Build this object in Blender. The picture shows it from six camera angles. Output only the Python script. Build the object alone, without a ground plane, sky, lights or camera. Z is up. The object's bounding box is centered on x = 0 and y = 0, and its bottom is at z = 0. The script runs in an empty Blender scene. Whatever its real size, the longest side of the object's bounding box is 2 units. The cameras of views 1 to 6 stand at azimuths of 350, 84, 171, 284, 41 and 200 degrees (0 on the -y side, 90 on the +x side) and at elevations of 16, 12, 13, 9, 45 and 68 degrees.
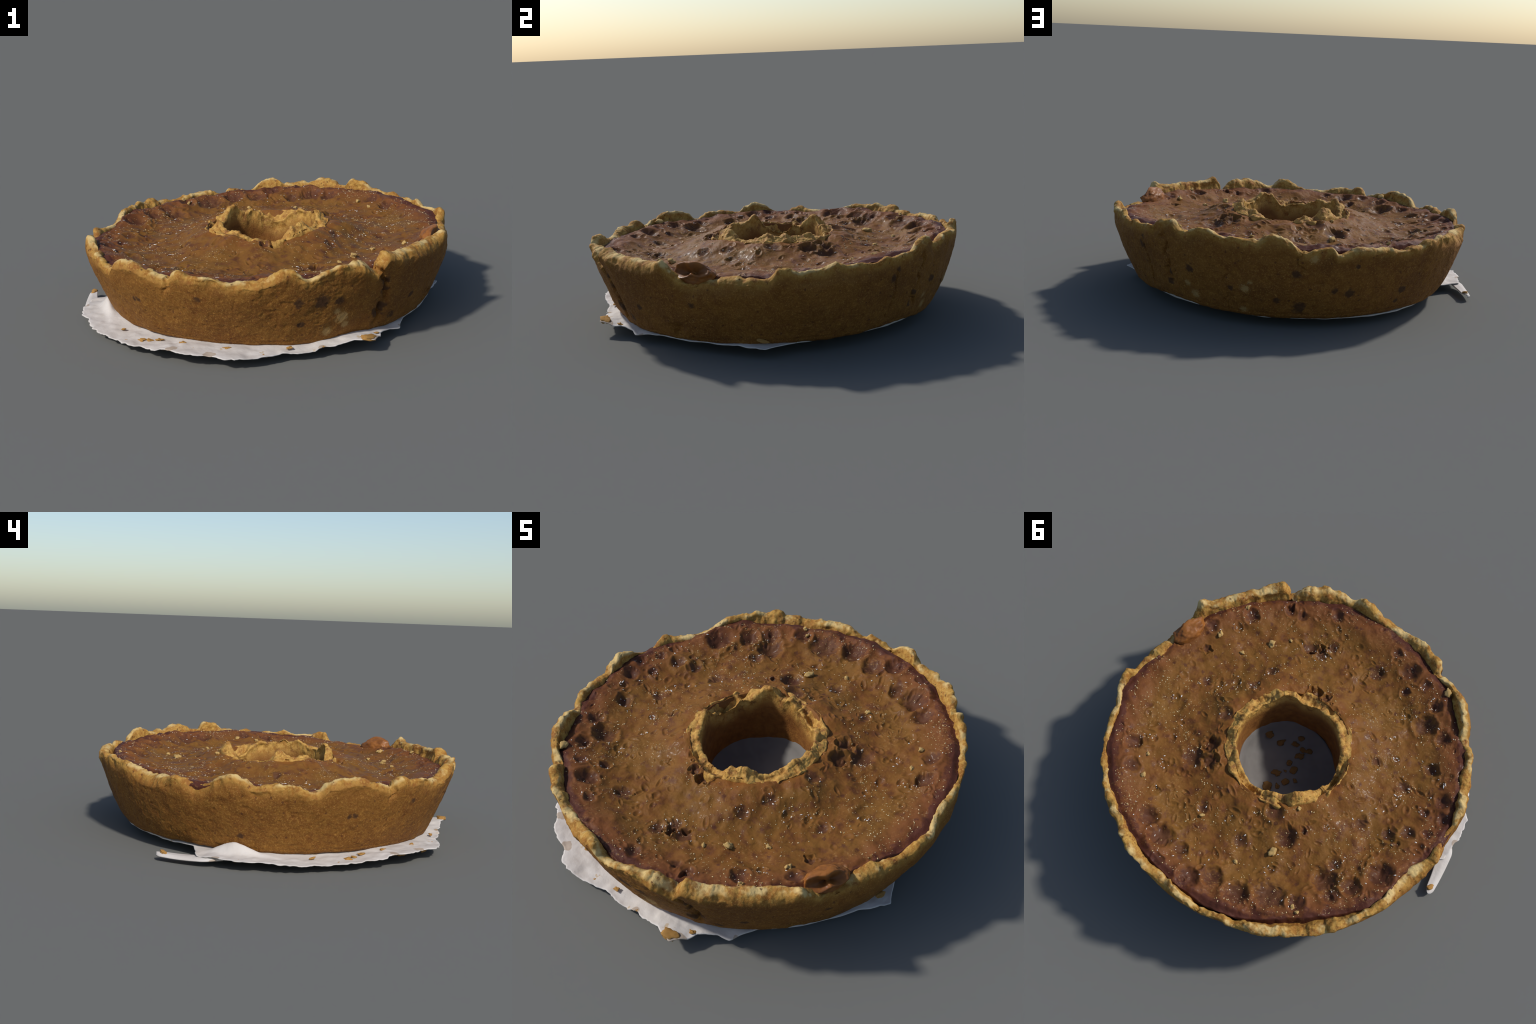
"""Ring tart: pastry case with a torn rim, sagging caramel filling round a centre
hole with a torn pastry collar, standing on a scrap of white baking paper."""
import bpy, math
import numpy as np
from mathutils import Vector

rng = np.random.default_rng(7)
CX, CY = 0.025, 0.0            # centre of the case
HX, HY = 0.020, 0.005          # centre of the hole
TAU = 2 * math.pi

# ------------------------------------------------------------------ helpers
def _hash(ix, iy, iz, seed):
    h = (ix * 374761393 + iy * 668265263 + iz * 2147483647 + seed * 974634721) & 0xFFFFFFFF
    h = ((h ^ (h >> 13)) * 1274126177) & 0xFFFFFFFF
    h = ((h ^ (h >> 16)) * 2246822519) & 0xFFFFFFFF
    return ((h ^ (h >> 15)) & 0xFFFFFF) / float(0xFFFFFF)

def vnoise(P, scale, seed=0):
    """smooth value noise in -1..1 at points P (...,3); scale = cells per metre"""
    Q = np.asarray(P, float) * scale + 100.0
    I = np.floor(Q).astype(np.int64)
    F = Q - I
    F = F * F * F * (F * (F * 6 - 15) + 10)
    out = 0
    for dx in (0, 1):
        for dy in (0, 1):
            for dz in (0, 1):
                w = (F[..., 0] if dx else 1 - F[..., 0]) * (F[..., 1] if dy else 1 - F[..., 1]) * (F[..., 2] if dz else 1 - F[..., 2])
                out = out + w * _hash(I[..., 0] + dx, I[..., 1] + dy, I[..., 2] + dz, seed)
    return out * 2 - 1

def fbm(P, scale, octaves=4, seed=0, gain=0.5):
    a, s, n = 0.0, scale, 1.0
    for o in range(octaves):
        a = a + n * vnoise(P, s, seed + 17 * o)
        s *= 2.03
        n *= gain
    return a

def smooth(a, b, x):
    t = np.clip((x - a) / (b - a), 0, 1)
    return t * t * (3 - 2 * t)

def ring_curve(ctrl, deg):
    """periodic piecewise-linear profile given as (angle, value) control points"""
    c = sorted(ctrl)
    return np.interp(np.asarray(deg) % 360, [p[0] for p in c], [p[1] for p in c], period=360)

def soft_curve(ctrl, deg, w=0.6):
    return sum(ring_curve(ctrl, np.asarray(deg) + d * w) * k for d, k in ((-2, .1), (-1, .2), (0, .4), (1, .2), (2, .1)))

def grid_object(name, P, wrap_u, wrap_v, material, parent, flip=False):
    nu, nv = P.shape[:2]
    iu = np.arange(nu if wrap_u else nu - 1)
    iv = np.arange(nv if wrap_v else nv - 1)
    A, B = np.meshgrid(iu, iv, indexing='ij')
    A2, B2 = (A + 1) % nu, (B + 1) % nv
    F = np.stack([A * nv + B, A2 * nv + B, A2 * nv + B2, A * nv + B2], -1).reshape(-1, 4)
    if flip:
        F = F[:, ::-1]
    return raw_object(name, P.reshape(-1, 3), F, material, parent)

def raw_object(name, V, F, material, parent):
    me = bpy.data.meshes.new(name)
    n = len(F)
    k = F.shape[1]
    me.vertices.add(len(V))
    me.vertices.foreach_set('co', np.ascontiguousarray(V, dtype=np.float32).ravel())
    me.loops.add(n * k)
    me.loops.foreach_set('vertex_index', np.ascontiguousarray(F, dtype=np.int32).ravel())
    me.polygons.add(n)
    me.polygons.foreach_set('loop_start', np.arange(n, dtype=np.int32) * k)
    me.polygons.foreach_set('use_smooth', np.ones(n, dtype=bool))
    me.update(calc_edges=True)
    me.validate()
    me.materials.append(material)
    ob = bpy.data.objects.new(name, me)
    bpy.context.scene.collection.objects.link(ob)
    ob.parent = parent
    return ob

def grid_normals(P, wrap_u=True, wrap_v=True):
    du = np.roll(P, -1, 0) - np.roll(P, 1, 0)
    dv = np.roll(P, -1, 1) - np.roll(P, 1, 1)
    N = np.cross(du, dv)
    return N / np.maximum(np.linalg.norm(N, axis=-1, keepdims=True), 1e-12)

# ------------------------------------------------------------------ node helper
class Nodes:
    def __init__(self, name):
        self.m = bpy.data.materials.new(name)
        self.m.use_nodes = True
        self.t = self.m.node_tree
        self.t.nodes.clear()
        self.out = self.t.nodes.new('ShaderNodeOutputMaterial')
        self.b = self.t.nodes.new('ShaderNodeBsdfPrincipled')
        self.t.links.new(self.b.outputs[0], self.out.inputs[0])
        self.co = self.t.nodes.new('ShaderNodeTexCoord').outputs['Object']
    def put(self, sock, v):
        if isinstance(v, bpy.types.NodeSocket):
            self.t.links.new(v, sock)
        else:
            sock.default_value = v
    def math(self, op, a, b=0.0, clamp=False):
        n = self.t.nodes.new('ShaderNodeMath')
        n.operation = op
        n.use_clamp = clamp
        self.put(n.inputs[0], a)
        self.put(n.inputs[1], b)
        return n.outputs[0]
    def rng(self, v, a, b, c=0.0, d=1.0, kind='SMOOTHSTEP'):
        n = self.t.nodes.new('ShaderNodeMapRange')
        n.interpolation_type = kind
        self.put(n.inputs['Value'], v)
        for k, x in zip(('From Min', 'From Max', 'To Min', 'To Max'), (a, b, c, d)):
            n.inputs[k].default_value = x
        return n.outputs[0]
    def noise(self, scale, detail=4, rough=0.6, stretch=None, distortion=0.0, off=0.0):
        n = self.t.nodes.new('ShaderNodeTexNoise')
        mp = self.t.nodes.new('ShaderNodeMapping')
        self.t.links.new(self.co, mp.inputs[0])
        mp.inputs['Location'].default_value = (off, off * 1.7, off * .6)
        if stretch:
            mp.inputs['Scale'].default_value = stretch
        self.t.links.new(mp.outputs[0], n.inputs['Vector'])
        n.inputs['Scale'].default_value = scale
        n.inputs['Detail'].default_value = detail
        n.inputs['Roughness'].default_value = rough
        n.inputs['Distortion'].default_value = distortion
        return n.outputs['Fac']
    def voronoi(self, scale, feature='F1', rand=1.0):
        n = self.t.nodes.new('ShaderNodeTexVoronoi')
        n.feature = feature
        self.t.links.new(self.co, n.inputs['Vector'])
        n.inputs['Scale'].default_value = scale
        n.inputs['Randomness'].default_value = rand
        return n.outputs['Distance']
    def mix(self, f, a, b, mode='MIX'):
        n = self.t.nodes.new('ShaderNodeMix')
        n.data_type = 'RGBA'
        n.blend_type = mode
        self.put(n.inputs[0], f)
        for s, v in ((n.inputs[6], a), (n.inputs[7], b)):
            self.put(s, v if isinstance(v, bpy.types.NodeSocket) else (*v, 1.0))
        return n.outputs[2]
    def xyz(self):
        n = self.t.nodes.new('ShaderNodeSeparateXYZ')
        self.t.links.new(self.co, n.inputs[0])
        return n.outputs
    def polar(self, cx, cy):
        x, y, z = self.xyz()
        dx, dy = self.math('SUBTRACT', x, cx), self.math('SUBTRACT', y, cy)
        r = self.math('SQRT', self.math('ADD', self.math('MULTIPLY', dx, dx), self.math('MULTIPLY', dy, dy)))
        a = self.math('MULTIPLY', self.math('ARCTAN2', dy, dx), 1 / TAU)
        return r, self.math('FRACT', self.math('ADD', a, 1.0)), z
    def curve(self, v, pts):
        n = self.t.nodes.new('ShaderNodeFloatCurve')
        c = n.mapping.curves[0]
        pts = sorted(pts)
        c.points[0].location = pts[0]
        c.points[1].location = pts[-1]
        for p in pts[1:-1]:
            c.points.new(*p)
        for p in c.points:
            p.handle_type = 'VECTOR'
        n.mapping.update()
        self.put(n.inputs['Value'], v)
        return n.outputs[0]
    def spots(self, pts, wob, flat=False):
        """union of soft blobs: pts = (x, y, z, radius); wob = wobble socket added to the distance"""
        tot = None
        for x, y, z, rad in pts:
            n = self.t.nodes.new('ShaderNodeVectorMath')
            n.operation = 'DISTANCE'
            src = self.co
            if flat:
                k = self.t.nodes.new('ShaderNodeVectorMath')
                k.operation = 'MULTIPLY'
                self.t.links.new(self.co, k.inputs[0])
                k.inputs[1].default_value = (1, 1, 0)
                src = k.outputs[0]
            self.t.links.new(src, n.inputs[0])
            n.inputs[1].default_value = (x, y, 0 if flat else z)
            d = self.math('ADD', self.math('DIVIDE', n.outputs['Value'], rad), wob)
            f = self.rng(d, 1.15, 0.55)
            tot = f if tot is None else self.math('MAXIMUM', tot, f)
        return tot
    def bump(self, h, strength, dist):
        n = self.t.nodes.new('ShaderNodeBump')
        n.inputs['Strength'].default_value = strength
        n.inputs['Distance'].default_value = dist
        self.put(n.inputs['Height'], h)
        self.t.links.new(n.outputs[0], self.b.inputs['Normal'])
    def done(self, color, rough, spec=0.3, coat=0.0):
        self.put(self.b.inputs['Base Color'], color)
        self.put(self.b.inputs['Roughness'], rough)
        self.b.inputs['Specular IOR Level'].default_value = spec
        self.b.inputs['Coat Weight'].default_value = coat
        self.b.inputs['Coat Roughness'].default_value = 0.15
        return self.m

# ------------------------------------------------------------------ profiles
# height of the torn pastry crest round the case: (angle in degrees, height)
CREST = [(0, .428), (4, .435), (6, .427), (9, .443), (11, .461), (14, .438), (20, .440), (23, .432), (26, .452),
         (29, .441), (34, .451), (36, .453), (39, .485), (43, .503), (45, .500), (47, .462), (50, .457), (53, .487),
         (58, .489), (60, .479), (62, .463), (65, .472), (68, .460), (72, .454), (74, .484), (76, .494), (79, .483),
         (81, .470), (83, .435), (86, .416), (89, .430), (93, .443), (94, .410), (96, .406), (98, .425), (100, .437),
         (110, .429), (116, .414), (118, .425), (122, .418), (123, .448), (125, .457), (128, .432), (131, .455),
         (133, .440), (136, .443), (141, .436), (145, .418), (147, .406), (150, .400), (155, .398), (158, .406),
         (162, .416), (165, .414), (167, .394), (169, .386), (171, .392), (173, .405), (175, .426), (179, .450),
         (181, .453), (183, .438), (185, .434), (186, .413), (188, .402), (194, .418), (199, .413), (203, .387),
         (206, .392), (208, .430), (210, .440), (213, .452), (216, .455), (220, .450), (221, .434), (224, .426),
         (228, .405), (230, .400), (231, .430), (234, .440), (236, .425), (240, .430), (244, .425), (247, .398),
         (250, .405), (253, .400), (259, .420), (261, .442), (264, .457), (265, .457), (268, .413), (270, .409),
         (273, .431), (276, .450), (279, .463), (281, .450), (283, .458), (287, .423), (289, .393), (290, .400),
         (291.5, .45), (292.5, .480), (294, .476), (296, .455), (301, .456), (303, .458), (306, .452), (309, .454),
         (313, .450), (317, .456), (319, .465), (321, .480), (322, .455), (324, .416), (327, .376), (330, .376),
         (333, .396), (336, .390), (341, .409), (345, .398), (352, .396), (354, .444), (357, .448)]
# inward (-) or outward (+) lean of the crest
LEAN = [(0, -.022), (6, -.035), (11, -.036), (16, -.02), (24, -.008), (38, -.012), (60, -.004), (83, -.004),
        (100, .010), (123, .016), (134, .010), (142, -.012), (154, -.002), (168, -.022), (188, -.010), (210, -.004),
        (244, -.006), (277, .002), (294, .014), (302, 0), (318, -.004), (328, -.022), (336, -.038), (345, -.028), (352, -.02)]
# breadth of the torn edge, from the outer wall to the caramel
WIDTH = [(5, .030), (10, .042), (22, .036), (28, .040), (36, .036), (41, .050), (61, .060), (70, .060), (82, .050), (86, .042), (95, .042),
         (111, .078), (122, .074), (136, .048), (143, .055), (149, .098), (155, .100), (162, .055), (168, .046), (174, .042), (183, .055),
         (190, .068), (196, .050), (203, .050), (207, .070), (217, .070), (224, .044), (229, .072), (242, .060), (251, .070), (262, .070),
         (272, .050), (282, .078), (295, .085), (303, .080), (314, .078), (324, .070), (330, .098), (342, .098), (350, .065), (356, .045)]
# drop from the crest to the broken outer shoulder
SHOULDER = [(0, .030), (6, .042), (14, .032), (60, .024), (110, .024), (140, .030), (147, .050), (152, .058), (158, .050), (163, .034), (167, .055),
            (170, .058), (174, .032), (190, .024), (212, .040), (222, .034), (232, .040), (245, .026), (262, .040), (270, .022), (282, .042), (290, .030),
            (300, .034), (310, .055), (316, .050), (324, .026), (345, .022), (354, .040)]
# belly of the wall
BELLY = [(0, .012), (20, .008), (45, .008), (70, .021), (110, .023), (150, .015), (190, .010), (235, .010), (265, .012), (290, .010), (330, .010)]
# small drift of the wall away from a true circle, growing with height
DRIFT = [(0, .016), (12, .010), (25, 0), (45, -.004), (75, .004), (120, .008), (150, .004), (195, .010), (240, .012), (270, .004), (300, .004), (330, .014), (345, .014)]
# top of the pastry collar round the centre hole
COLLAR = [(0, .462), (4, .482), (8, .468), (15, .455), (35, .450), (42, .440), (48, .425), (51, .415), (56, .390),
          (60, .382), (67, .372), (72, .392), (76, .402), (85, .413), (88, .430), (92, .445), (95, .455), (99, .440),
          (104, .432), (110, .455), (114, .484), (119, .487), (124, .478), (128, .460), (132, .440), (138, .415),
          (146, .420), (151, .420), (155, .390), (160, .380), (168, .372), (175, .390), (182, .410), (187, .435),
          (190, .460), (195, .484), (200, .470), (205, .458), (210, .448), (217, .440), (225, .453), (231, .445),
          (236, .437), (243, .420), (255, .420), (262, .410), (268, .400), (276, .412), (282, .450), (287, .468),
          (294, .482), (300, .477), (305, .462), (311, .447), (318, .438), (325, .438), (333, .446), (340, .455),
          (345, .472), (349, .476), (355, .464)]
# how far the hole wall leans out (+) or in (-) towards the floor
TAPER = [(0, -.008), (60, -.018), (100, .014), (140, .030), (180, .006), (220, -.024), (270, -.012), (320, .004)]
# level of the caramel along the case, round the hole, and in the sag between them
EDGE = [(0, .415), (20, .428), (50, .446), (70, .446), (85, .430), (95, .420), (115, .422), (140, .418), (160, .394), (170, .384),
        (180, .396), (203, .385), (230, .395), (250, .394), (270, .404), (290, .402), (310, .415), (330, .405), (345, .402)]
INNER = [(0, .428), (30, .420), (60, .420), (90, .420), (120, .428), (150, .420), (170, .412), (195, .434), (225, .434),
         (250, .412), (275, .408), (300, .432), (330, .430)]
SAG = [(0, .374), (40, .372), (90, .366), (130, .362), (180, .350), (215, .340), (250, .344), (280, .345), (310, .360), (340, .368)]
# dimples in the caramel: (x, y, radius)
DIMPLES = [(.676, -.528, .037), (.499, -.666, .041), (.547, -.580, .026), (.318, -.778, .032), (.243, -.778, .029),
           (.059, -.845, .036), (.134, -.622, .044), (.062, -.604, .037), (.020, -.667, .037), (-.259, -.612, .041),
           (-.325, -.749, .029), (-.424, -.668, .051), (-.528, -.618, .029), (-.438, -.555, .029), (-.598, -.405, .059),
           (-.616, -.519, .037), (-.712, -.364, .041), (-.483, -.421, .022), (-.467, -.283, .018), (-.705, -.173, .041),
           (-.778, -.110, .022), (-.815, -.017, .041), (-.606, -.033, .037), (-.513, -.172, .022), (-.842, .074, .032),
           (-.748, .075, .029), (-.796, .177, .029), (-.699, .199, .041), (-.609, .243, .037), (-.465, .236, .041),
           (-.779, .262, .026), (-.642, .465, .073), (-.528, .579, .051), (-.416, .493, .037), (-.400, .591, .066),
           (-.447, .657, .044), (-.308, .757, .045), (-.172, .766, .081), (-.013, .820, .066), (-.129, .638, .026),
           (.125, .785, .055), (.230, .830, .055), (.325, .709, .041), (.443, .685, .066), (.545, .613, .059),
           (.402, .809, .029), (.783, .267, .047), (.740, .394, .041), (.701, .200, .018), (.616, .157, .022),
           (.571, .469, .022), (.585, -.219, .032), (.272, -.390, .032), (.425, -.265, .026), (.506, -.223, .022),
           (.688, -.060, .021), (.469, .219, .059), (.391, -.046, .037), (.329, -.267, .029), (-.121, -.285, .022),
           (-.042, .364, .045), (-.139, .454, .059), (.072, .553, .037), (.057, .403, .026), (-.428, -.105, .029),
           (-.539, .126, .026), (-.597, .053, .022), (-.310, .330, .018), (.309, .463, .029), (.153, .466, .021),
           (.608, .067, .018), (.598, .304, .021)]
# deep torn holes in the caramel: (x, y, radius, depth)
HOLES = [(.403, .133, .046, .045), (.372, .222, .040, .035), (.004, -.343, .036, .05), (-.06, -.335, .026, .03),
         (.075, -.640, .022, .035), (.120, -.600, .018, .03), (-.642, .465, .050, .012), (.318, -.800, .020, .03),
         (.660, -.400, .022, .02), (-.215, .395, .02, .02)]

# ------------------------------------------------------------------ materials
def crest_curve(n, a, table, lo=.3, span=.25):
    pts = [(d / 360, (h - lo) / span) for d, h in table]
    pts.append((1.0, pts[0][1]))
    return n.math('ADD', n.math('MULTIPLY', n.curve(a, pts), span), lo)

def pastry(name, spots, below=True):
    n = Nodes(name)
    r, a, z = n.polar(CX, CY)
    crest = crest_curve(n, a, CREST)
    big = n.noise(5, 5, .6)
    mid = n.noise(28, 5, .65, off=3)
    fine = n.noise(110, 4, .7, off=7)
    speck = n.noise(240, 2, .6, off=17)
    grain = n.noise(420, 2, .6, off=5)
    brown = n.mix(n.rng(big, .35, .65), (.150, .053, .0095), (.188, .075, .013))
    brown = n.mix(n.rng(mid, .35, .7), brown, (.220, .095, .0165))
    brown = n.mix(n.math('MULTIPLY', n.rng(n.noise(2.6, 4, .6, off=21), .50, .66), .6), brown, (.125, .046, .010))
    brown = n.mix(n.math('MULTIPLY', n.rng(fine, .52, .70), .65), brown, (.38, .20, .045))
    brown = n.mix(n.math('MULTIPLY', n.rng(speck, .56, .70), .45), brown, (.42, .25, .075))
    brown = n.mix(n.math('MULTIPLY', n.rng(fine, .46, .28), .6), brown, (.115, .040, .008))
    pale = n.mix(n.rng(mid, .34, .66), (.27, .115, .020), (.43, .245, .056))
    pale = n.mix(n.math('MULTIPLY', n.rng(n.noise(16, 4, .6, off=9), .52, .68), .75), pale, (.21, .072, .016))
    pale = n.mix(n.math('MULTIPLY', n.rng(fine, .5, .7), .5), pale, (.60, .39, .115))
    d = n.math('SUBTRACT', crest, z)
    d = n.math('ADD', d, n.math('MULTIPLY', n.math('SUBTRACT', mid, .5), .09))
    d = n.math('ADD', d, n.math('MULTIPLY', n.math('SUBTRACT', fine, .5), .03))
    m = n.rng(d, .070, .012)
    edge = n.rng(n.math('SUBTRACT', crest, z), .024, .006)
    pale = n.mix(n.math('MULTIPLY', edge, n.rng(n.noise(11, 3, .6, off=13), .47, .62)), pale, (.56, .40, .165))
    # the inner face of the case is pale all the way down
    cone = n.math('ADD', .8232, n.math('MULTIPLY', z, .354))
    inner = n.rng(n.math('SUBTRACT', cone, r), .015, .045)
    col = n.mix(n.math('MAXIMUM', m, inner), brown, pale)
    # small scorched pores
    v = n.math('ADD', n.voronoi(22), n.math('MULTIPLY', n.math('SUBTRACT', fine, .5), .5))
    col = n.mix(n.math('MULTIPLY', n.rng(v, .16, .07), .75), col, (.085, .030, .012))
    if spots:
        wob = n.math('MULTIPLY', n.math('SUBTRACT', mid, .5), 2.2)
        col = n.mix(n.math('MULTIPLY', n.spots(spots, wob), .82), col, (.050, .024, .013))
        wob = n.math('MULTIPLY', n.math('SUBTRACT', fine, .5), 3.0)
        col = n.mix(n.math('MULTIPLY', n.spots(FLOURY, wob), .6), col, (.42, .28, .11))
    n.bump(n.math('ADD', n.math('MULTIPLY', fine, .65), n.math('MULTIPLY', speck, .35)), .6, .006)
    return n.done(col, .75, .18)

def collar_pastry():
    n = Nodes('collar_pastry')
    r, a, z = n.polar(HX, HY)
    mid = n.noise(30, 5, .65, off=3)
    fine = n.noise(140, 3, .6, off=7)
    pale = n.mix(n.rng(mid, .32, .66), (.30, .135, .025), (.50, .29, .070))
    pale = n.mix(n.math('MULTIPLY', n.rng(n.noise(22, 4, .6, off=9), .52, .68), .8), pale, (.19, .072, .02))
    pale = n.mix(n.math('MULTIPLY', n.rng(fine, .5, .7), .4), pale, (.60, .40, .12))
    wall = n.mix(n.rng(mid, .3, .7), (.17, .062, .014), (.25, .105, .022))
    crest = crest_curve(n, a, COLLAR)
    d = n.math('ADD', n.math('SUBTRACT', crest, z), n.math('MULTIPLY', n.math('SUBTRACT', mid, .5), .12))
    col = n.mix(n.rng(d, .035, .12), pale, wall)
    n.bump(fine, .5, .006)
    return n.done(col, .7, .25)

def caramel():
    n = Nodes('caramel')
    r, a, z = n.polar(CX, CY)
    big = n.noise(4.5, 4, .55)
    mid = n.noise(20, 4, .6, off=2)
    fine = n.noise(90, 3, .6, off=4)
    tiny = n.noise(260, 2, .6, off=6)
    col = n.mix(n.rng(big, .36, .64), (.158, .060, .0145), (.157, .070, .0145))
    col = n.mix(n.math('MULTIPLY', n.rng(mid, .40, .70), .7), col, (.200, .090, .019))
    col = n.mix(n.math('MULTIPLY', n.rng(mid, .48, .30), .85), col, (.105, .038, .016))
    # redder, darker syrup next to the case and beside the collar
    wob = n.math('MULTIPLY', n.math('SUBTRACT', mid, .5), .16)
    rr = n.math('ADD', r, wob)
    col = n.mix(n.math('MULTIPLY', n.rng(rr, .74, .87), .75), col, (.150, .050, .018))
    col = n.mix(n.math('MULTIPLY', n.rng(rr, .862, .905), .85), col, (.062, .019, .015))
    col = n.mix(n.math('MULTIPLY', n.rng(rr, .40, .33), .5), col, (.215, .078, .018))
    # dark purplish-brown colour in the dimples
    wob2 = n.math('MULTIPLY', n.math('SUBTRACT', n.noise(45, 3, .6, off=8), .5), 1.6)
    dark_spots = [(x, y, 0, s * .95) for x, y, s in DIMPLES if s > .028] + [(x, y, 0, s) for x, y, s, q in HOLES]
    col = n.mix(n.math('MULTIPLY', n.spots(dark_spots, wob2, True), .66), col, (.062, .024, .018))
    small = n.math('ADD', n.voronoi(13), n.math('MULTIPLY', n.math('SUBTRACT', fine, .5), .5))
    col = n.mix(n.math('MULTIPLY', n.rng(small, .20, .07), .7), col, (.075, .026, .018))
    # pale froth and sugar grain in clouds
    cloud = n.rng(n.noise(7, 3, .6, off=11), .48, .62)
    froth = n.math('MULTIPLY', n.rng(fine, .54, .70), cloud)
    col = n.mix(n.math('MULTIPLY', froth, .55), col, (.30, .165, .055))
    n.bump(n.math('ADD', n.math('MULTIPLY', fine, .75), n.math('MULTIPLY', tiny, .25)), .30, .006)
    return n.done(col, n.rng(mid, .3, .7, .50, .64), .10, .025)

def plain(name, c1, c2, scale, rough, spec=.3, bump=.3, coat=0.0, dist=.004):
    n = Nodes(name)
    f = n.noise(scale, 4, .6)
    col = n.mix(n.rng(f, .35, .65), c1, c2)
    n.bump(n.noise(scale * 3, 3, .6, off=2), bump, dist)
    return n.done(col, rough, spec, coat)

def paper_material():
    n = Nodes('baking_paper')
    f = n.noise(6, 3, .5)
    col = n.mix(n.rng(f, .35, .65), (.52, .48, .445), (.59, .555, .525))
    stain = n.math('ADD', n.voronoi(9), n.math('MULTIPLY', n.math('SUBTRACT', n.noise(40, 3, .6), .5), .6))
    col = n.mix(n.math('MULTIPLY', n.rng(stain, .13, .08), .6), col, (.42, .29, .14))
    wob = n.math('MULTIPLY', n.math('SUBTRACT', n.noise(14, 2, .5), .5), 1.6)
    card = [(.345, -.915, .07, .05), (.53, -.74, .06, .03), (-.42, -.86, .04, .045), (-.60, -.74, .04, .04), (.08, -.905, .05, .02), (-.97, .05, .04, .03)]
    sharp = n.rng(n.spots(card, wob), .45, .55)
    col = n.mix(n.math('MULTIPLY', sharp, .8), col, (.36, .28, .21))
    n.bump(n.noise(22, 3, .5, off=4), .35, .012)
    return n.done(col, .75, .2)

SCORCH = [(-.029, -.935, .289, .030), (.087, -.933, .286, .036), (.065, -.928, .268, .026), (.161, -.922, .279, .026), (.400, -.873, .327, .026),
          (.400, -.855, .279, .028), (.395, -.818, .179, .036), (.370, -.819, .153, .030), (.460, -.763, .124, .026), (.570, -.724, .208, .022),
          (-.465, -.806, .313, .018), (-.727, -.536, .259, .016), (-.013, -.892, .168, .018), (.395, -.808, .158, .026), (.350, -.832, .174, .020),
          (.818, -.478, .262, .020), (.622, .711, .265, .026), (.714, .596, .217, .020), (.853, .494, .370, .018), (.140, .940, .296, .026),
          (-.127, .900, .204, .028), (-.408, .800, .195, .030), (.109, .872, .117, .040), (-.388, .780, .125, .020), (-.054, .913, .216, .019),
          (.430, .815, .200, .018), (.708, .580, .166, .024), (.852, .468, .328, .026), (-.151, .945, .341, .016), (.218, .872, .156, .020),
          (-.862, -.040, .142, .018), (-.712, -.560, .261, .018)]
FLOURY = [(.181, -.884, .181, .032), (.155, -.901, .218, .018), (.200, -.866, .140, .020), (.111, -.869, .114, .026), (.365, .845, .207, .024),
          (.628, .668, .180, .020), (.592, .673, .126, .026), (.362, .795, .085, .020), (.062, .967, .378, .022), (.343, .867, .245, .016)]
M_CRUST = pastry('baked_pastry', SCORCH)
M_COLLAR = collar_pastry()
M_CARAMEL = caramel()
M_PAPER = paper_material()
M_FLECK = plain('pale_fleck', (.42, .29, .11), (.64, .50, .28), 60, .25, .5, .0, .3)
M_GLINT = plain('glint_white', (.62, .56, .48), (.80, .76, .70), 60, .2, .5, .0, .2)
M_CRUMB = plain('pastry_crumb', (.36, .17, .04), (.50, .29, .09), 40, .8, .2, .6)
M_PALE_CRUMB = plain('pale_crumb', (.46, .27, .08), (.60, .42, .17), 50, .8, .2, .6)
M_FLAKE = plain('dark_flake', (.16, .08, .025), (.23, .12, .035), 60, .8, .2, .5)
M_SHADE_TINTED = plain('shade_tinted_paper', (.135, .125, .118), (.165, .155, .145), 6, .7, .2, .2)  # white paper darkened to grey for the shade down in the hole
M_KRAFT = plain('brown_paper', (.36, .29, .22), (.42, .34, .26), 12, .8, .2, .2)
M_BLISTER = plain('toffee', (.26, .095, .020), (.17, .060, .017), 22, .5, .2, .4, .05)

# ------------------------------------------------------------------ the thing
tart = bpy.data.objects.new('ring_tart', None)
bpy.context.scene.collection.objects.link(tart)
tart['label'] = 'golden baked ring tart with glossy caramel filling on torn paper'
tart['category'] = 'tart'

def cone_r(z, deg=None):
    """slightly bellied wall of the case, fuller at the back and on the left"""
    t = np.clip((z - .07) / .36, 0, 1)
    belly = .014 if deg is None else ring_curve(BELLY, deg)
    drift = 0 if deg is None else ring_curve(DRIFT, deg) * t
    return .8232 + .354 * z + drift + belly * (4 * t * (1 - t)) ** .8

# ---------------------------------------------------------------- outer case
NT = 1600
TH = np.arange(NT) / NT * TAU
DEG = np.degrees(TH)
H = soft_curve(CREST, DEG, .35)
LEANV = soft_curve(LEAN, DEG, 2.0)
LINE0 = np.stack([np.cos(TH), np.sin(TH), TH * 0], -1)
LEANV = LEANV + .008 * vnoise(LINE0, 8, 15) + .005 * vnoise(LINE0, 19, 16)
LINE = np.stack([np.cos(TH) * 1.0, np.sin(TH) * 1.0, TH * 0], -1)
H = H - .006 + .0035 * vnoise(LINE, 30, 3) + .002 * vnoise(LINE, 75, 4)
THICK = .94 * soft_curve(WIDTH, DEG, 1.0) + .006 * vnoise(LINE, 30, 6)
RIDGE = np.clip(.45 + .8 * vnoise(LINE, 7, 8) + 14 * (soft_curve(SHOULDER, DEG, 1.5) - .032), .06, .90)      # where across the thickness the crest stands

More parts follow.
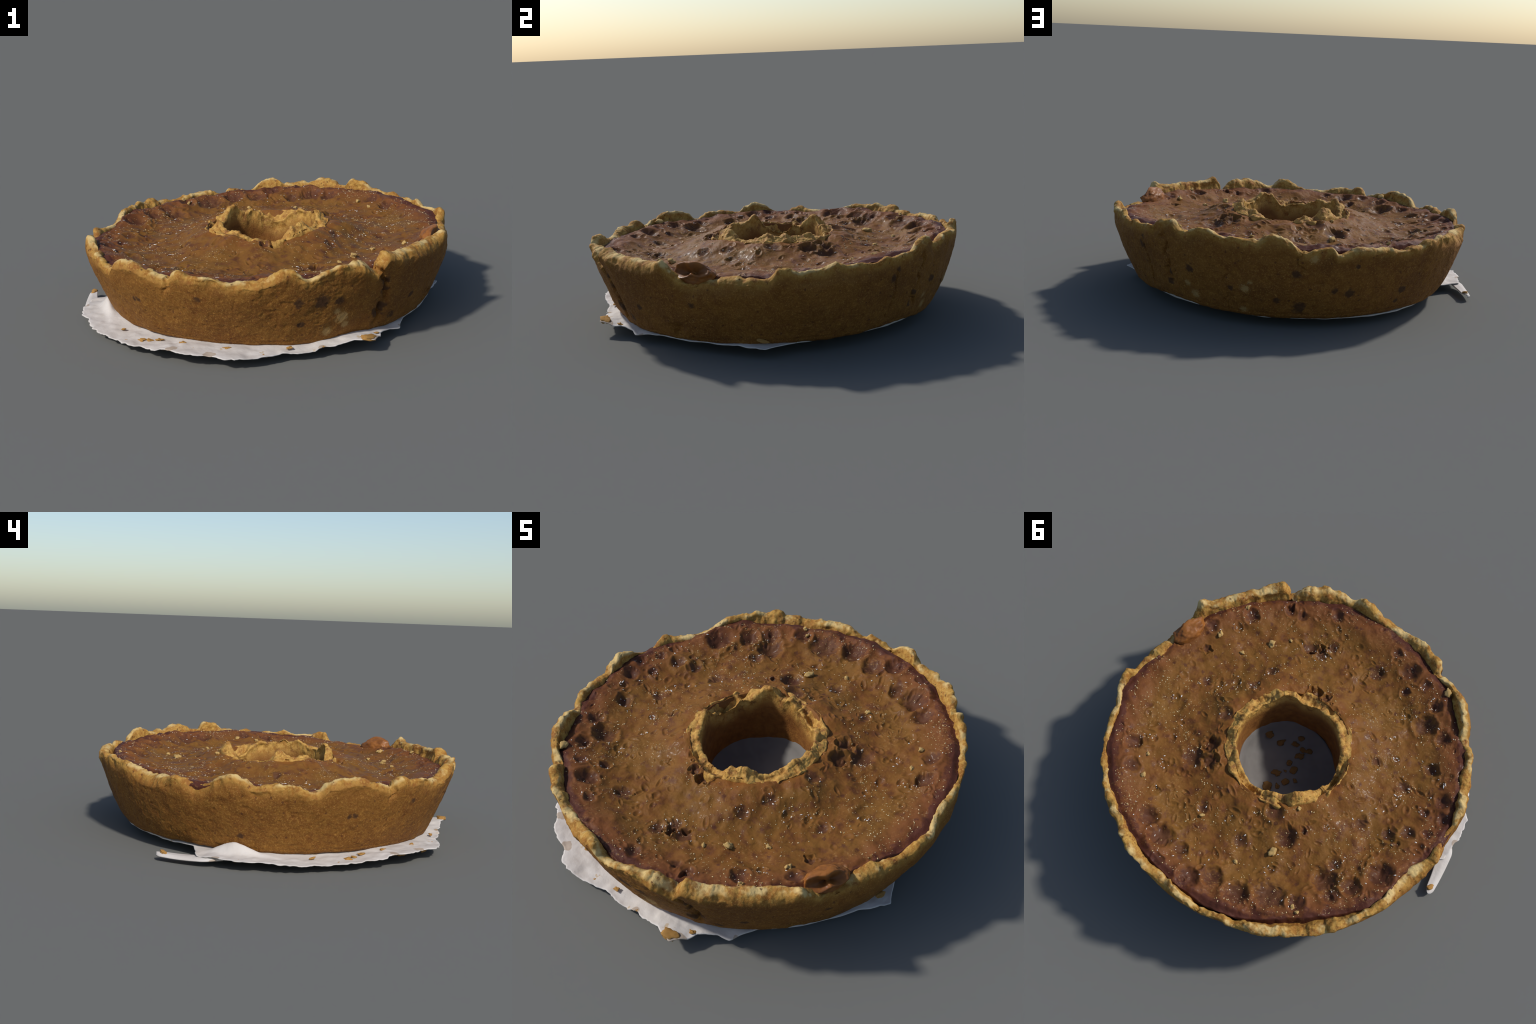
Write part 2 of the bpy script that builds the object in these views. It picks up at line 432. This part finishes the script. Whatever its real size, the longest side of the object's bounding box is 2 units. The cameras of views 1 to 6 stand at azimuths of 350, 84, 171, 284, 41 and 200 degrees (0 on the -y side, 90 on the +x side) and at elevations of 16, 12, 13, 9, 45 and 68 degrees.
def case_profile():
    prof = []
    def add(r, z):
        prof.append(np.stack([np.broadcast_to(r, (NT,)), np.broadcast_to(z, (NT,))], -1))
    for t in np.linspace(0, 1, 8, endpoint=False):          # underside
        add(.70 + .112 * t, .052)
    for t in np.linspace(0, 1, 10, endpoint=False):         # rounded foot
        q = t * math.pi / 2
        add(.812 + .040 * math.sin(q), .052 + .034 * (1 - math.cos(q)))
    drop = soft_curve(SHOULDER, DEG, 1.2) + .006 * vnoise(LINE, 20, 9)
    top = H - drop
    for t in np.linspace(0, 1, 80, endpoint=False):         # outer wall
        z = .086 + (top - .086) * t
        w = smooth(.10, 0, H - z)
        add(cone_r(z, DEG) + LEANV * w, z)
    ro = cone_r(top, DEG) + LEANV * smooth(.10, 0, drop)
    ri = ro - THICK
    rc = ro + (LEANV * .2) - THICK * (.12 + .7 * RIDGE)
    for t in np.linspace(0, 1, 16, endpoint=False):         # outer shoulder up to the crest
        s = t ** .8
        add(ro + (rc - ro) * s + .008 * math.sin(math.pi * t), top + (H - top) * math.sin(s * math.pi / 2))
    for t in np.linspace(0, 1, 16, endpoint=False):         # crest down to the inner edge
        add(rc + (ri - rc) * t - .004 * math.sin(math.pi * t), H - .034 * (1 - math.cos(t * math.pi / 2)))
    for t in np.linspace(0, 1, 22):                         # inner face
        z = (H - .034) + (.25 - (H - .034)) * t
        add(ri - .05 * t, z)
    for t in np.linspace(0, 1, 8)[1:]:
        add(ri - .05 - .10 * t, .25)
    return np.stack(prof, 1)

PR = case_profile()
PC = np.stack([CX + PR[..., 0] * np.cos(TH)[:, None], CY + PR[..., 0] * np.sin(TH)[:, None], PR[..., 1]], -1)
NC = grid_normals(PC)
depth = H[:, None] - PC[..., 2]
rimw = smooth(.085, .01, depth)
low = smooth(.04, .08, PC[..., 2])
disp = fbm(PC, 7, 3, 20) * .0045 + fbm(PC, 38, 3, 21) * (.0012 + .0024 * rimw) + vnoise(PC, 15, 26) * .0045 * rimw + np.maximum(0, vnoise(PC, 48, 22) - .5) * -.006 * (1 - rimw) + vnoise(PC, 120, 23) * .0007
chip = np.maximum(0, vnoise(PC, 17, 25) - .15) * smooth(.080, .030, depth) * smooth(.0, .02, depth) * smooth(.86, .93, PR[..., 0])
disp = disp - .014 * chip
# upright cracks in the wall: (angle, height span, half width in degrees, depth)
DD = DEG[:, None] + 1.6 * vnoise(PC, 22, 30) + .8 * vnoise(PC, 55, 31)
for ang, z0, z1, w, dp in [(293.6, .10, .46, 1.0, .026), (294.5, .10, .22, 1.6, .012), (41, .16, .42, .8, .014), (31, .12, .36, .5, .010),
                           (229, .33, .42, .8, .012), (84, .30, .44, .5, .010), (322, .08, .14, 1.6, .02), (62, .08, .3, .4, .006)]:
    lean = -5.0 * smooth(.30, .45, PC[..., 2]) if ang == 293.6 else 0.0   # this one slants to the notch in the rim
    g = np.exp(-((DD - ang - lean) / w) ** 2) * smooth(z0 - .03, z0 + .02, PC[..., 2]) * smooth(z1 + .03, z1 - .02, PC[..., 2])
    disp = disp - dp * g * smooth(.80, .87, PR[..., 0])
sgn = np.sign((NC[:, 40, 0] * np.cos(TH) + NC[:, 40, 1] * np.sin(TH)).mean())
PC = PC + NC * sgn * disp[..., None]
# the foot is a little uneven
PC[..., 2] += (.008 * vnoise(PC, 4, 33) + .013 * np.exp(-((DEG[:, None] - 35) / 30) ** 2)) * smooth(.18, .05, PC[..., 2])
crust = grid_object('pastry_case', PC, True, True, M_CRUST, tart, flip=sgn < 0)

# ---------------------------------------------------------------- base of the case
NB = 180
tb = np.arange(NB) / NB * TAU
prof = [(.31, .084), (.5, .084), (.78, .070), (.80, .080), (.78, .10), (.5, .11), (.31, .11)]
PB = np.stack([np.stack([HX + r * np.cos(tb), HY + r * np.sin(tb), tb * 0 + z], -1) for r, z in prof], 1)
grid_object('pastry_base', PB, True, True, M_CRUST, tart)

# ---------------------------------------------------------------- caramel filling
def caramel_height(x, y):
    dx, dy = x - CX, y - CY
    r = np.hypot(dx, dy)
    d = np.degrees(np.arctan2(dy, dx)) % 360
    e, s, i = soft_curve(EDGE, d, 4), soft_curve(SAG, d, 6), soft_curve(INNER, d, 4)
    z = s + (e - s) * smooth(.64, .91, r) + (i - s) * smooth(.64, .33, r) ** 1.7
    P = np.stack([x, y, x * 0], -1)
    z = z + .0085 * vnoise(P, 9, 40) + .0052 * vnoise(P, 21, 41) + .0014 * vnoise(P, 48, 42) + .0005 * vnoise(P, 110, 43)
    rb = .972 - ring_curve(WIDTH, d)                        # meniscus falls away at the pastry
    z = z - .008 * smooth(-.03, .0, r - rb) - .045 * smooth(.004, .026, r - rb + .004 * vnoise(P, 30, 48))
    A = np.stack([np.cos(np.radians(d)), np.sin(np.radians(d)), r * .6], -1)
    z = z + .011 * vnoise(A, 5.5, 49) * smooth(.56, .42, r) * smooth(.31, .36, r) + .009 * vnoise(A, 9, 51) * smooth(.70, .80, r) * smooth(.90, .86, r)   # runnels
    wx = x + .010 * vnoise(P, 26, 44)
    wy = y + .010 * vnoise(P, 26, 45)
    vx = wx + .016 * vnoise(P, 48, 46)
    vy = wy + .016 * vnoise(P, 48, 47)
    for k, (px, py, sz) in enumerate(DIMPLES):
        q = ((wx - px) ** 2 + (wy - py) ** 2) / (sz * .9) ** 2
        m = q < 5
        amp = min(.036, (.52 if math.hypot(px - CX, py - CY) > .68 else .38) * sz)
        z[m] += -amp * np.exp(-q[m] * 1.3) + amp * .28 * np.exp(-(np.sqrt(q[m]) - 1.25) ** 2 * 9)
    for px, py, sz, dp in HOLES:
        q = ((vx - px) ** 2 + (vy - py) ** 2) / sz ** 2
        m = q < 4
        dp = dp * .65
        z[m] += -dp * smooth(1.35, .25, np.sqrt(q[m])) + dp * .2 * np.exp(-(np.sqrt(q[m]) - 1.25) ** 2 * 12)
    # small random pores
    return z

PORES = []
prg = np.random.default_rng(21)
for k in range(420):
    rr = math.sqrt(prg.uniform(.36 ** 2, .89 ** 2))
    aa = prg.uniform(0, TAU)
    px, py = CX + rr * math.cos(aa), CY + rr * math.sin(aa)
    if float(vnoise(np.array([px, py, 0.0]), 5, 50)) < prg.uniform(-.6, .25):
        continue
    PORES.append((px, py, prg.uniform(.006, .015), prg.uniform(.6, 1.7), prg.uniform(0, math.pi)))

def carve_pores(x, y, z):
    for px, py, sz, el, an in PORES:
        m = (abs(x - px) < sz * 4) & (abs(y - py) < sz * 4)
        u = (x[m] - px) * math.cos(an) + (y[m] - py) * math.sin(an)
        v = -(x[m] - px) * math.sin(an) + (y[m] - py) * math.cos(an)
        q = np.sqrt((u / el) ** 2 + (v * el) ** 2) / sz
        z[m] += -.42 * sz * np.exp(-q ** 2 * 1.2) + .16 * sz * np.exp(-(q - 1.5) ** 2 * 6)
    return z

NF, NR = 1500, 300
tf = np.arange(NF) / NF * TAU
rf = np.linspace(.316, .938, NR)
T2, R2 = np.meshgrid(tf, rf, indexing='ij')
rmax = np.clip(.972 - ring_curve(WIDTH, np.degrees(tf)) + .030, .885, .938)[:, None]
R2 = .316 + (R2 - .316) * (rmax - .316) / (.938 - .316)
FX, FY = CX + R2 * np.cos(T2), CY + R2 * np.sin(T2)
FZ = carve_pores(FX, FY, caramel_height(FX, FY))
PF = np.stack([FX, FY, FZ], -1)
skirt_in, skirt_out = PF[:, :1].copy(), PF[:, -1:].copy()
skirt_in[..., 2] = .30
skirt_out[..., 2] = .28
skirt_out[..., 0] = CX + (skirt_out[..., 0] - CX) * .94
skirt_out[..., 1] = CY + (skirt_out[..., 1] - CY) * .94
PF = np.concatenate([skirt_in, PF, skirt_out], 1)
filling = grid_object('caramel_filling', PF, True, False, M_CARAMEL, tart)

# ---------------------------------------------------------------- collar round the hole
NH = 900
th = np.arange(NH) / NH * TAU
dh = np.degrees(th)
hc = soft_curve(COLLAR, dh, .8)
LN = np.stack([np.cos(th), np.sin(th), th * 0], -1)
hc = hc + .004 * vnoise(LN, 12, 60) + .003 * vnoise(LN, 30, 61)
def collar_profile():
    prof = []
    def add(r, z):
        prof.append(np.stack([np.broadcast_to(r, (NH,)), np.broadcast_to(z, (NH,))], -1))
    rin = .268 + .006 * vnoise(LN, 3, 62)
    rout = .326 + .012 * vnoise(LN, 5, 63)
    fillz = soft_curve(INNER, dh, 4)
    outz = np.minimum(np.maximum(fillz + .006, hc - .03), fillz + .022)
    for t in np.linspace(0, 1, 40, endpoint=False):          # hole wall, going up
        z = .03 + (hc - .008 - .03) * t
        add(rin + .004 + soft_curve(TAPER, dh, 6) * (1 - t) ** 1.3, z)
    for t in np.linspace(0, 1, 7, endpoint=False):           # crest
        q = t * math.pi
        add(rin + .014 * (1 - math.cos(q)), hc - .008 + .008 * math.sin(q))
    for t in np.linspace(0, 1, 14, endpoint=False):          # torn top, out to the caramel
        add(rin + .028 + (rout - rin - .028) * t, hc - .008 + (outz - hc + .008) * smooth(0, 1, t))
    for t in np.linspace(0, 1, 12):
        add(rout + .01 * t, outz - (outz - .33) * t)
    for t in np.linspace(0, 1, 10)[1:]:
        add(rout + .01 + .0 * t, .33 - .29 * t)
    return np.stack(prof, 1)
PH = collar_profile()
PO = np.stack([HX + PH[..., 0] * np.cos(th)[:, None], HY + PH[..., 0] * np.sin(th)[:, None], PH[..., 1]], -1)
NO = grid_normals(PO)
sg = -np.sign((NO[:, 20, 0] * np.cos(th) + NO[:, 20, 1] * np.sin(th)).mean())
up = smooth(.10, .02, hc[:, None] - PO[..., 2])
PO = PO + NO * sg * (fbm(PO, 24, 3, 70) * (.0015 + .0062 * up) + fbm(PO, 8, 2, 71) * .004)[..., None]
topz = smooth(.27, .29, PH[..., 0]) * up
PO[..., 2] -= .030 * np.maximum(0, vnoise(PO * np.array([1, 1, .3]), 26, 72) - .12) * topz
grid_object('hole_collar', PO, True, True, M_COLLAR, tart, flip=sg < 0)

# ---------------------------------------------------------------- baking paper
PAPER_R = [(0, .826), (10, .80), (50, .80), (75, .824), (120, .826), (140, .81), (165, .835), (168, .895), (171, .975), (175, .985), (180, 1.0), (186, 1.015), (189, .992),
           (192, 1.0), (202, 1.002), (209, .992), (216, 1.0), (221, .985), (226, 1.0), (231, .985), (235, 1.012), (242, .99), (247, 1.015), (253, .984),
           (258, .952), (263, .922), (270, .91), (276, .92), (281, .93), (285, .955), (287.5, .978), (291, .945), (295, .895), (299, .878),
           (302, .902), (305, .868), (310, .835), (325, .84), (332, .845), (341, .86), (346, .895), (350, .922), (353, .88), (357, .846)]
PAPER_Z = [(0, .055), (60, .045), (100, .040), (150, .045), (176, .050), (190, .050), (209, .040), (216, .046), (226, .056), (235, .066), (242, .060), (247, .062), (253, .056), (260, .050), (270, .048),
           (287, .080), (295, .06), (302, .052), (330, .056), (350, .062)]
NP, MP = 900, 90
tp = np.arange(NP) / NP * TAU
dp_ = np.degrees(tp)
LP = np.stack([np.cos(tp), np.sin(tp), tp * 0], -1)
RP = soft_curve(PAPER_R, dp_, .3) + smooth(.87, .93, ring_curve(PAPER_R, dp_)) * (.010 * vnoise(LP, 15, 80) + .006 * vnoise(LP, 40, 81) + .003 * vnoise(LP, 90, 85))
ZP = soft_curve(PAPER_Z, dp_, 2) + .004 * vnoise(LP, 14, 82)
s = np.linspace(0, 1, MP) ** .7
R3 = RP[:, None] * s[None]
X3, Y3 = CX + R3 * np.cos(tp)[:, None], CY + R3 * np.sin(tp)[:, None]
Z3 = .076 + (ZP[:, None] - .076) * smooth(.66, .90, R3)
climb = np.exp(-(((dp_ + 180) % 360 - 180 - 0) * 0 + (dp_ - 181)) ** 2 / 6.5 ** 2)[:, None]
Z3 = Z3 + climb * .055 * np.exp(-((R3 - .872) / .028) ** 2)
fold = smooth(.84, .90, R3)
P3 = np.stack([X3, Y3, Z3 * 0], -1)
Z3 = Z3 + fold * (.005 * vnoise(P3, 11, 83) + .003 * vnoise(P3, 30, 84))
Z3 = np.maximum(Z3, .004)
top = np.stack([X3, Y3, Z3], -1)
bot = top.copy()
bot[..., 2] -= .004
bot[..., 2] = np.minimum(bot[..., 2], bot[..., 2] + (.0 - bot[..., 2]) * smooth(.86, .45, R3))
PP = np.concatenate([top, bot[:, ::-1]], 1)
grid_object('baking_paper', PP, True, True, M_PAPER, tart)

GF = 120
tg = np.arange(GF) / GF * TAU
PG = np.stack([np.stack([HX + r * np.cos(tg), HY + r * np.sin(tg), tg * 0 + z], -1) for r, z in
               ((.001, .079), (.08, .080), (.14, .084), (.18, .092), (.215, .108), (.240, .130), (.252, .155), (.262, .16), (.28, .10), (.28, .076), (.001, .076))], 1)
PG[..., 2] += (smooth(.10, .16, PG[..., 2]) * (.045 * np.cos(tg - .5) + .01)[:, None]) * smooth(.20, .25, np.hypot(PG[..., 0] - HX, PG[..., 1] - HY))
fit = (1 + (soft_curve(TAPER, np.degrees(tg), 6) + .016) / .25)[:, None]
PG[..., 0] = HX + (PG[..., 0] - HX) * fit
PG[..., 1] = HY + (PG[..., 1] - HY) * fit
grid_object('shade_tinted_paper', PG, True, False, M_SHADE_TINTED, tart)

# loose tongue of paper curling away from the sheet
NS, MS = 60, 12
u = np.linspace(0, 1, NS)
ang = np.radians(179 - 20.0 * u)
wid = .042 * (1 - .55 * u) * np.sqrt(np.clip((1 - u) * 12, 0, 1)) * smooth(-.05, .30, u) + .002
rc = .958 + .048 * u ** 1.6
zc = .050 - .013 * np.sin(u * math.pi * .7)
rows = []
for j in np.concatenate([np.linspace(-1, 1, MS), np.linspace(1, -1, MS)]):
    side = 0 if len(rows) < MS else -.005
    rr = rc + wid * j
    rows.append(np.stack([CX + rr * np.cos(ang), CY + rr * np.sin(ang), zc - .012 * np.maximum(j, 0) ** 2 + side], -1))
PT = np.stack(rows, 1)
grid_object('paper_tongue', PT, False, True, M_PAPER, tart)

# ---------------------------------------------------------------- small lumps
def lump_mesh(name, seed, rough, subdiv=3, squash=1.0):
    import bmesh
    bm = bmesh.new()
    bmesh.ops.create_icosphere(bm, subdivisions=subdiv, radius=1.0)
    V = np.array([v.co[:] for v in bm.verts])
    V = V * (1 + rough * fbm(V + seed * 3.1, 1.3, 3, seed))[:, None]
    V[:, 2] *= squash
    for v, c in zip(bm.verts, V):
        v.co = c
    me = bpy.data.meshes.new(name)
    bm.to_mesh(me)
    bm.free()
    me.polygons.foreach_set('use_smooth', np.ones(len(me.polygons), dtype=bool))
    return me

def place(name, me, mat, loc, scale, rot):
    m2 = me
    if not m2.materials:
        m2.materials.append(mat)
    ob = bpy.data.objects.new(name, m2)
    bpy.context.scene.collection.objects.link(ob)
    ob.parent = tart
    ob.location = loc
    ob.scale = scale
    ob.rotation_euler = rot
    return ob

def on_caramel(x, y):
    return float(caramel_height(np.array([x]), np.array([y]))[0])

crumbA = [lump_mesh('crumb', 100 + i, .5) for i in range(4)]
crumbB = [lump_mesh('pale_crumb', 120 + i, .5) for i in range(4)]
flakes = [lump_mesh('flake', 140 + i, .45, 3, .3) for i in range(4)]
cr = np.random.default_rng(5)
# crumbs caught on the paper: (angle, radius, height, size)
for k, (a, r, z, sz) in enumerate([(287, .952, .082, .028), (247, .945, .044, .020), (237, .925, .046, .022), (233, .915, .046, .014),
                                   (219, .90, .052, .014), (216, .915, .048, .018), (223, .945, .046, .013), (226, .94, .046, .011),
                                   (257, .925, .046, .012), (231, .885, .066, .016), (205, .90, .056, .010), (222, .885, .060, .016),
                                   (183, .975, .048, .012), (264, .885, .062, .012), (245, .885, .062, .014), (274, .90, .056, .009),
                                   (161, .995, .046, .015), (212, .96, .045, .009), (349, .86, .085, .018), (292, .90, .07, .012)]):
    place('crumb', crumbA[k % 4], M_CRUMB, (CX + r * math.cos(math.radians(a)), CY + r * math.sin(math.radians(a)), z - .004),
          (sz * 1.25, sz * .85, sz * .42), (cr.uniform(-.15, .15), cr.uniform(-.3, .3), math.radians(a) + 1.57 + cr.uniform(-.4, .4)))
# pale crumbs stuck on the caramel: (x, y, size)
for k, (x, y, sz) in enumerate([(-.106, .55, .022), (.339, -.558, .020), (-.655, -.61, .022), (.62, -.50, .016), (.30, .50, .012),
                                (-.15, .30, .012), (.66, .42, .014), (.47, -.45, .012), (-.30, .78, .014), (-.33, .80, .011),
                                (.05, .66, .012), (.54, -.70, .012), (.25, -.62, .010), (.69, .30, .012)]):
    place('crumb', crumbB[k % 4], M_PALE_CRUMB, (x, y, on_caramel(x, y) + sz * .25), (sz, sz * .8, sz * .75),
          (cr.uniform(-.5, .5), cr.uniform(-.5, .5), cr.uniform(0, 6.28)))
# dark flakes lying on the paper in the hole
for k, (x, y) in enumerate([(.123, -.157), (.045, -.179), (.023, -.217), (-.004, -.163), (-.040, -.166), (-.003, -.122), (.039, -.064),
                            (-.002, -.034), (.040, -.012), (.082, .017), (.197, -.166), (.016, .048), (.048, .089), (-.030, .024), (.103, .111)]):
    sz = (.024, .018, .02, .016, .022, .022, .018, .022, .009, .022, .026, .020, .016, .012, .030)[k]
    place('flake', flakes[k % 4], M_FLAKE, (x - .006, y + .018, float(np.interp(math.hypot(x - .006 - HX, y + .018 - HY), [0, .14, .18, .215, .24], [.083, .088, .096, .112, .134]))), (sz, sz * .8, sz * .5), (0, 0, cr.uniform(0, 6.28)))

# blistered lump of toffee that boiled over the broken edge, with two open bubbles
import bmesh
bm = bmesh.new()
bmesh.ops.create_icosphere(bm, subdivisions=6, radius=1.0)
V = np.array([v.co[:] for v in bm.verts])
bm.verts.ensure_lookup_table()
D = V.copy()
rad = 1 + .16 * fbm(D, 1.2, 3, 9)
for c, w, dpt in (((.62, -.50, .62), .58, .80), ((.55, .36, .72), .50, .66)):
    c = np.array(c) / np.linalg.norm(c)
    q = np.linalg.norm(D - c, axis=1) / w
    rad = rad - dpt * smooth(1.1, .45, q) + .07 * np.exp(-((q - 1.15) / .25) ** 2)
V = D * rad[:, None] * np.array([.054, .095, .056])
for v, c in zip(bm.verts, V):
    v.co = c
me = bpy.data.meshes.new('toffee_blister')
bm.to_mesh(me)
bm.free()
me.polygons.foreach_set('use_smooth', np.ones(len(me.polygons), dtype=bool))
a = math.radians(-31)
place('toffee_blister', me, M_BLISTER, (CX + .880 * math.cos(a), CY + .880 * math.sin(a), .395), (1, 1, 1), (0, math.radians(12), a))

# ---------------------------------------------------------------- tiny pale flecks on the caramel
bm = bmesh.new()
bmesh.ops.create_icosphere(bm, subdivisions=1, radius=1.0)
BV = np.array([v.co[:] for v in bm.verts])
BF = np.array([[v.index for v in f.verts] for f in bm.faces])
bm.free()
br = np.random.default_rng(11)
xs, ys, ss = [], [], []
while len(xs) < 2300:
    rr = math.sqrt(br.uniform(.34 ** 2, .90 ** 2))
    aa = br.uniform(0, TAU)
    px, py = CX + rr * math.cos(aa), CY + rr * math.sin(aa)
    den = float(vnoise(np.array([px, py, 0.0]), 6, 90)) + .6 * float(vnoise(np.array([px, py, 0.0]), 18, 91))
    if den < br.uniform(-.5, .9):
        continue
    xs.append(px)
    ys.append(py)
    ss.append(.0014 + .0022 * br.random() ** 3)
xs, ys, ss = np.array(xs), np.array(ys), np.array(ss)
zs = carve_pores(xs, ys, caramel_height(xs, ys))
an = br.uniform(0, TAU, len(xs))
el = br.uniform(.9, 2.0, len(xs))
def scatter(name, xs, ys, zs, ss, an, el, mat):
    allV = []
    for k in range(len(xs)):
        q = BV * ss[k] * np.array([el[k], 1, .5])
        c, sn = math.cos(an[k]), math.sin(an[k])
        q = np.stack([q[:, 0] * c - q[:, 1] * sn, q[:, 0] * sn + q[:, 1] * c, q[:, 2]], -1)
        allV.append(q + np.array([xs[k], ys[k], zs[k] + ss[k] * .15]))
    allF = (BF[None] + (np.arange(len(xs)) * len(BV))[:, None, None]).reshape(-1, 3)
    ob = raw_object(name, np.concatenate(allV), allF, mat, tart)
    ob['kind'] = 'stuff'
    return ob

scatter('pale_flecks', xs, ys, zs, ss, an, el, M_FLECK)
# wet white highlights modelled as tiny lumps in and round the dimples
cx_, cy_ = [], []
while len(cx_) < 340:
    px, py, sz = DIMPLES[br.integers(len(DIMPLES))]
    aa, q = br.uniform(0, TAU), sz * br.uniform(.3, 1.7)
    px, py = px + q * math.cos(aa), py + q * math.sin(aa)
    if .36 < math.hypot(px - CX, py - CY) < .89:
        cx_.append(px)
        cy_.append(py)
cx_, cy_ = np.array(cx_), np.array(cy_)
cz_ = carve_pores(cx_, cy_, caramel_height(cx_, cy_))
scatter('modelled_glints', cx_, cy_, cz_, .0016 + .0024 * br.random(len(cx_)) ** 2, br.uniform(0, TAU, len(cx_)), br.uniform(1.0, 3.2, len(cx_)), M_GLINT)
